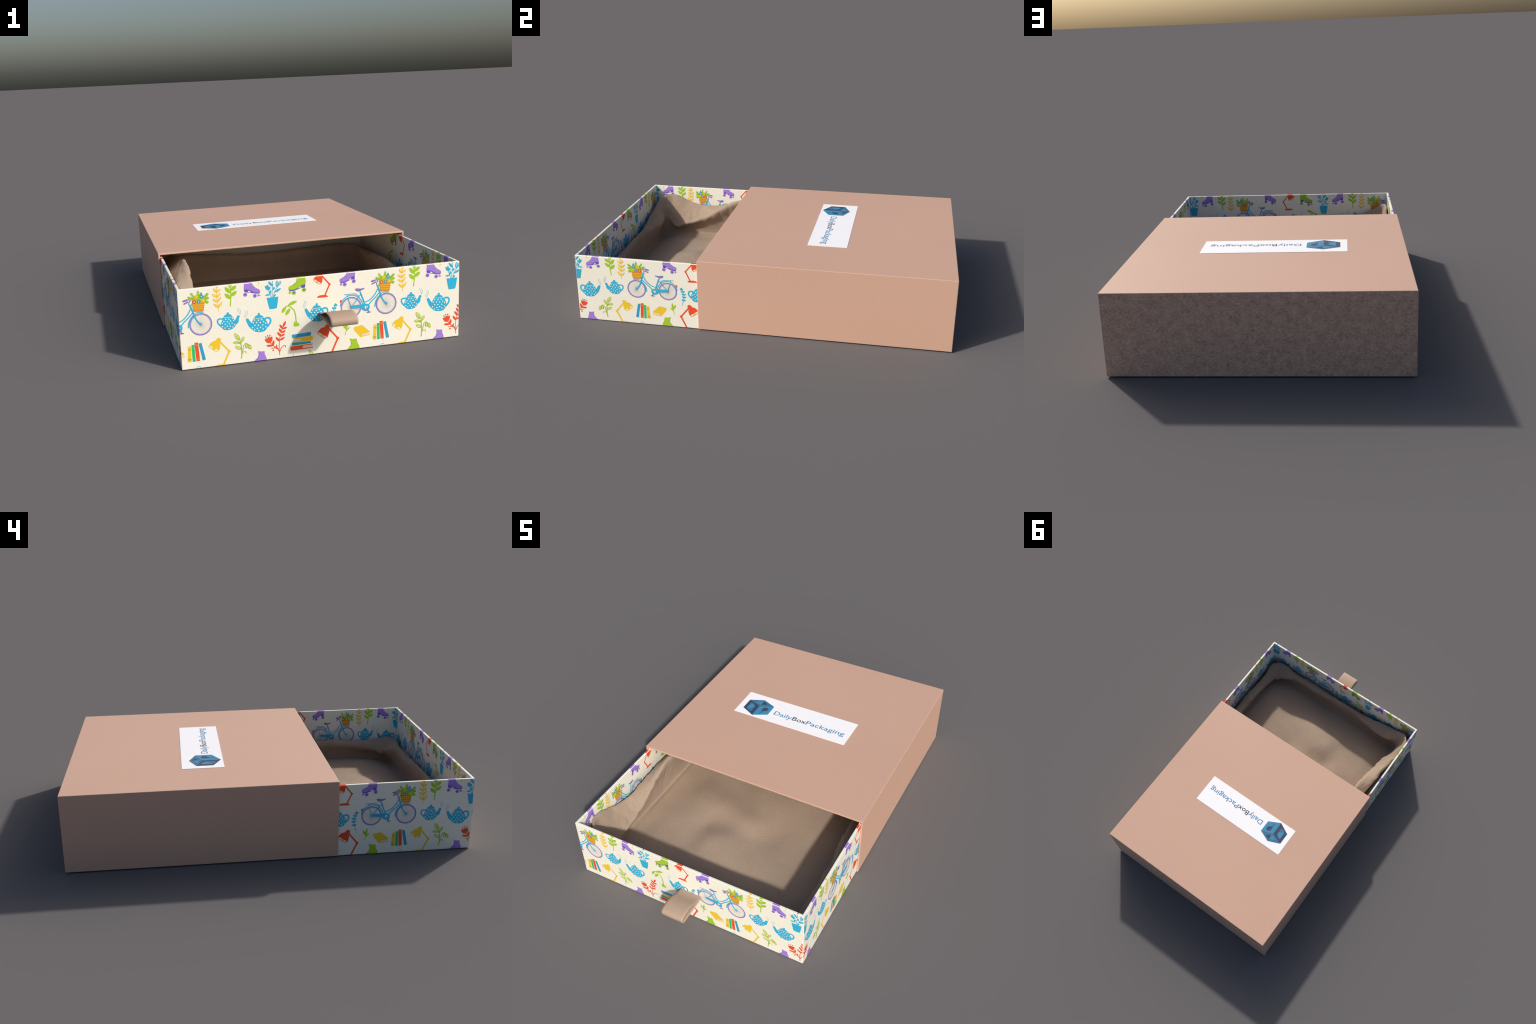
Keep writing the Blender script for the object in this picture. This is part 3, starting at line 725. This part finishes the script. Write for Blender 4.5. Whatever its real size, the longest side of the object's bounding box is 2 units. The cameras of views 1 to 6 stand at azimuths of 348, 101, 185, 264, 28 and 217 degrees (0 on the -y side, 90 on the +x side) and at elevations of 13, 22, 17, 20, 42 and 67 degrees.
# inks folded over the rim
bm = bmesh.new(); rim_inks = []
def rim_patch(ink, quad, lay):
    if ink not in rim_inks:
        rim_inks.append(ink)
    f = bm.faces.new([bm.verts.new((x, y, DZ + 0.0003 + LAYER * lay)) for x, y in quad])
    f.material_index = rim_inks.index(ink)
e = 0.0012
for lay, ink, a, b in rim_spans():
    for rep in range(-3, 4):
        x0, x1 = (a + rep * PERIOD) * MM, (b + rep * PERIOD) * MM
        fx0, fx1 = max(x0, -DX + e), min(x1, DX - e)
        if fx1 - fx0 > 0.001:
            rim_patch(ink, [(fx0, DY0 + e), (fx1, DY0 + e), (fx1, DY0 + DT - e), (fx0, DY0 + DT - e)], lay)
        sx0, sx1 = max(x0, s_lo), min(x1, s_hi - DT)
        if sx1 - sx0 > 0.001:
            ya, yb = -(sx1 - SIDE_SHIFT), -(sx0 - SIDE_SHIFT)
            for sg in (-1, 1):
                rim_patch(ink, [(sg * (DX - e), ya), (sg * (DX - DT + e), ya), (sg * (DX - DT + e), yb), (sg * (DX - e), yb)], lay)
rim = mesh_object('rim_print', bm, [MAT[i] for i in rim_inks], drawer)
rim['kind'] = 'stuff'

# --- ribbon pull tab: one folded strip, arched on top, drawn straight underneath
prof = spline([(-0.826, 0.1795), (-0.845, 0.1800), (-0.872, 0.1865), (-0.912, 0.2030), (-0.948, 0.2080), (-0.980, 0.2025), (-0.9962, 0.1915),
               (-0.9990, 0.1790), (-0.9940, 0.1675), (-0.9860, 0.1655), (-0.940, 0.1680), (-0.880, 0.1715), (-0.826, 0.1745)], False, 6)
bm = bmesh.new()
tab_x = [-0.0260 + 0.1160 * i / 12 for i in range(13)]
rows = [[bm.verts.new((x, p.x, p.y)) for x in tab_x] for p in prof]
for r0, r1 in zip(rows, rows[1:]):
    for i in range(12):
        bm.faces.new((r0[i], r0[i + 1], r1[i + 1], r1[i]))
tab = mesh_object('pull_tab', bm, [MAT['ribbon']], box, smooth=True)
so = tab.modifiers.new('thickness', 'SOLIDIFY'); so.thickness = 0.0013; so.offset = 0.0

# --- fabric liner: floor cushion and a crumpled collar that rises, leans in and folds out to the walls
IX, IY0, IY1, CR = DX - DT - 0.002, DY0 + DT + 0.002, DY1 - DT - 0.002, 0.13
def floor_height(x, y):
    bump = lambda cx, cy, sx, sy, amp: amp * math.exp(-((x - cx) / sx) ** 2 - ((y - cy) / sy) ** 2)
    ramp = min(1.0, max(0.0, (y + 0.76) / 0.22))
    h = 0.040 + 0.025 * ramp * ramp * (3 - 2 * ramp)          # sags towards the front wall
    h += bump(-0.06, -0.41, 0.14, 0.11, 0.038) + bump(0.05, -0.51, 0.14, 0.09, 0.020) + bump(-0.16, -0.20, 0.14, 0.12, 0.033)
    h += bump(-0.30, -0.33, 0.12, 0.12, 0.018) + bump(-0.31, -0.13, 0.10, 0.12, 0.020) + bump(0.01, -0.23, 0.09, 0.09, 0.022)
    h -= bump(0.37, -0.25, 0.12, 0.13, 0.010) + bump(0.14, -0.22, 0.10, 0.12, 0.012) + bump(0.27, -0.54, 0.10, 0.09, 0.009) + bump(-0.48, -0.50, 0.06, 0.10, 0.010)
    h += bump(-0.13, -0.52, 0.05, 0.10, 0.005) - bump(-0.18, -0.33, 0.05, 0.08, 0.006)
    return h + 0.003 * noise.noise(Vector((x * 7, y * 7, 1.7)))

def wall_path(n):
    """points and outward normals round the rounded inner wall, from the back left corner, anticlockwise seen from above"""
    segs = []
    cx0, cx1, cy0, cy1 = -IX + CR, IX - CR, IY0 + CR, IY1 - CR
    straight = [((-IX, cy1), (-IX, cy0), (-1, 0)), ((cx0, IY0), (cx1, IY0), (0, -1)), ((IX, cy0), (IX, cy1), (1, 0)), ((cx1, IY1), (cx0, IY1), (0, 1))]
    corners = [((cx0, cy0), 180), ((cx1, cy0), 270), ((cx1, cy1), 0), ((cx0, cy1), 90)]
    pts = []
    for (a, b, nn), (c, ang) in zip(straight, corners):
        L = math.hypot(b[0] - a[0], b[1] - a[1])
        k = max(8, int(L / 0.008))
        for i in range(k):
            t = i / k
            pts.append((Vector((a[0] + (b[0] - a[0]) * t, a[1] + (b[1] - a[1]) * t)), Vector(nn)))
        for i in range(26):
            th = math.radians(ang + 90 * i / 26)
            d = Vector((math.cos(th), math.sin(th)))
            pts.append((Vector(c) + d * CR, d))
    return pts

# collar stations: position on the wall, then inset and height of the ridge and of the outer hem
STATIONS = [
    ((-0.60, 0.22), 0.090, 0.250, 0.045, 0.220), ((-0.60, 0.02), 0.100, 0.285, 0.045, 0.240), ((-0.60, -0.12), 0.105, 0.305, 0.045, 0.252),
    ((-0.60, -0.23), 0.105, 0.308, 0.045, 0.262), ((-0.60, -0.31), 0.105, 0.285, 0.044, 0.258), ((-0.60, -0.38), 0.105, 0.250, 0.042, 0.250),
    ((-0.60, -0.46), 0.103, 0.205, 0.038, 0.240), ((-0.60, -0.54), 0.096, 0.172, 0.026, 0.240), ((-0.60, -0.615), 0.088, 0.145, 0.014, 0.260),
    ((-0.60, -0.675), 0.074, 0.125, 0.012, 0.284), ((-0.575, -0.76), 0.050, 0.180, 0.004, 0.284), ((-0.49, -0.815), 0.076, 0.192, 0.024, 0.226),
    ((-0.40, -0.82), 0.092, 0.184, 0.024, 0.208), ((-0.28, -0.82), 0.076, 0.184, 0.030, 0.188), ((-0.16, -0.82), 0.058, 0.186, 0.032, 0.172),
    ((0.00, -0.82), 0.054, 0.184, 0.032, 0.168), ((0.10, -0.82), 0.060, 0.178, 0.028, 0.165), ((0.20, -0.82), 0.066, 0.172, 0.024, 0.160),
    ((0.30, -0.82), 0.064, 0.176, 0.024, 0.160), ((0.38, -0.82), 0.066, 0.170, 0.030, 0.160), ((0.46, -0.82), 0.095, 0.142, 0.022, 0.170),
    ((0.575, -0.76), 0.105, 0.120, 0.014, 0.175), ((0.60, -0.68), 0.088, 0.132, 0.028, 0.155), ((0.60, -0.56), 0.076, 0.155, 0.030, 0.155),
    ((0.60, -0.44), 0.072, 0.172, 0.026, 0.165), ((0.60, -0.33), 0.068, 0.170, 0.032, 0.165), ((0.60, -0.22), 0.075, 0.210, 0.038, 0.190),
    ((0.60, -0.08), 0.075, 0.215, 0.045, 0.190), ((0.60, 0.15), 0.075, 0.205, 0.045, 0.185), ((0.35, 0.36), 0.075, 0.210, 0.045, 0.185),
    ((0.0, 0.36), 0.080, 0.200, 0.045, 0.180), ((-0.35, 0.36), 0.080, 0.225, 0.045, 0.200),
]
path = wall_path(0)
NP = len(path)
def nearest(pt):
    return min(range(NP), key=lambda i: (path[i][0] - Vector(pt)).length)
keys = sorted((nearest(s[0]), s[1:]) for s in STATIONS)
def station(i):
    """smooth periodic interpolation of the collar numbers at path index i"""
    n = len(keys)
    k = next((j for j in range(n) if keys[j][0] > i), n)
    def get(j):
        return keys[j % n][0] + NP * (j // n), keys[j % n][1]
    (i0, a), (i1, b), (i2, c), (i3, d) = get(k - 2), get(k - 1), get(k), get(k + 1)
    t = (i - i1) / max(1, i2 - i1)
    out = []
    for A, B, C, D in zip(a, b, c, d):
        m1 = (C - A) / max(1, i2 - i0) * (i2 - i1); m2 = (D - B) / max(1, i3 - i1) * (i2 - i1)
        out.append((2 * t ** 3 - 3 * t * t + 1) * B + (t ** 3 - 2 * t * t + t) * m1 + (-2 * t ** 3 + 3 * t * t) * C + (t ** 3 - t * t) * m2)
    return out

bm = bmesh.new()
STEPS = 5
cols = []
for i, (p, nrm) in enumerate(path):
    ri, rz, oi, oz = station(i)
    foot = 0.048
    fz = floor_height(*(p - nrm * foot))
    mid = (ri + oi) / 2
    ctrl = [(0.122, floor_height(*(p - nrm * 0.122))), (0.085, floor_height(*(p - nrm * 0.085))), (foot + 0.006, fz + 0.003), (foot + (ri - foot) * 0.35, fz + (rz - fz) * 0.45),
            (ri + 0.004, rz - 0.020), (ri - 0.006, rz + 0.001), (mid, (rz + oz) / 2 + 0.006), (oi, oz), (oi - 0.002, oz - 0.030)]
    col = []
    for q in spline(ctrl, False, STEPS):
        P = p - nrm * q.x
        amp = min(1.0, max(0.0, (q.y - 0.08) / 0.08))
        w = 0.005 * amp * noise.noise(Vector((P.x * 14, P.y * 14, q.y * 18)))
        crease = 1 - 2 * abs(noise.noise(Vector((P.x * 17 + 3, P.y * 17, q.y * 9))))      # sharp little gathers
        w2 = 0.003 * amp * noise.noise(Vector((P.x * 34, P.y * 34, q.y * 40 + 5))) - 0.005 * amp * max(0.0, crease) ** 4
        col.append(bm.verts.new((P.x - nrm.x * (w + w2), P.y - nrm.y * (w + w2), q.y + w)))
    cols.append(col)
M = len(cols[0])
for i in range(NP):
    a, b = cols[i], cols[(i + 1) % NP]
    for k in range(M - 1):
        bm.faces.new((a[k], b[k], b[k + 1], a[k + 1]))
centre = Vector((0.0, (IY0 + IY1) / 2))
RINGS = 60
prev = [c[0] for c in cols]
start = [Vector((v.co.x, v.co.y)) for v in prev]
for r in range(1, RINGS):
    t = 1 - r / RINGS
    ring = []
    for s in start:
        q = centre + (s - centre) * t
        ring.append(bm.verts.new((q.x, q.y, floor_height(q.x, q.y))))
    for i in range(NP):
        j = (i + 1) % NP
        bm.faces.new((ring[i], ring[j], prev[j], prev[i]))
    prev = ring
tip = bm.verts.new((centre.x, centre.y, floor_height(*centre)))
for i in range(NP):
    bm.faces.new((tip, prev[(i + 1) % NP], prev[i]))
bmesh.ops.recalc_face_normals(bm, faces=bm.faces[:])
liner = mesh_object('fabric_liner', bm, [MAT['cloth']], box, smooth=True)
so = liner.modifiers.new('thickness', 'SOLIDIFY'); so.thickness = 0.005; so.offset = 0.0
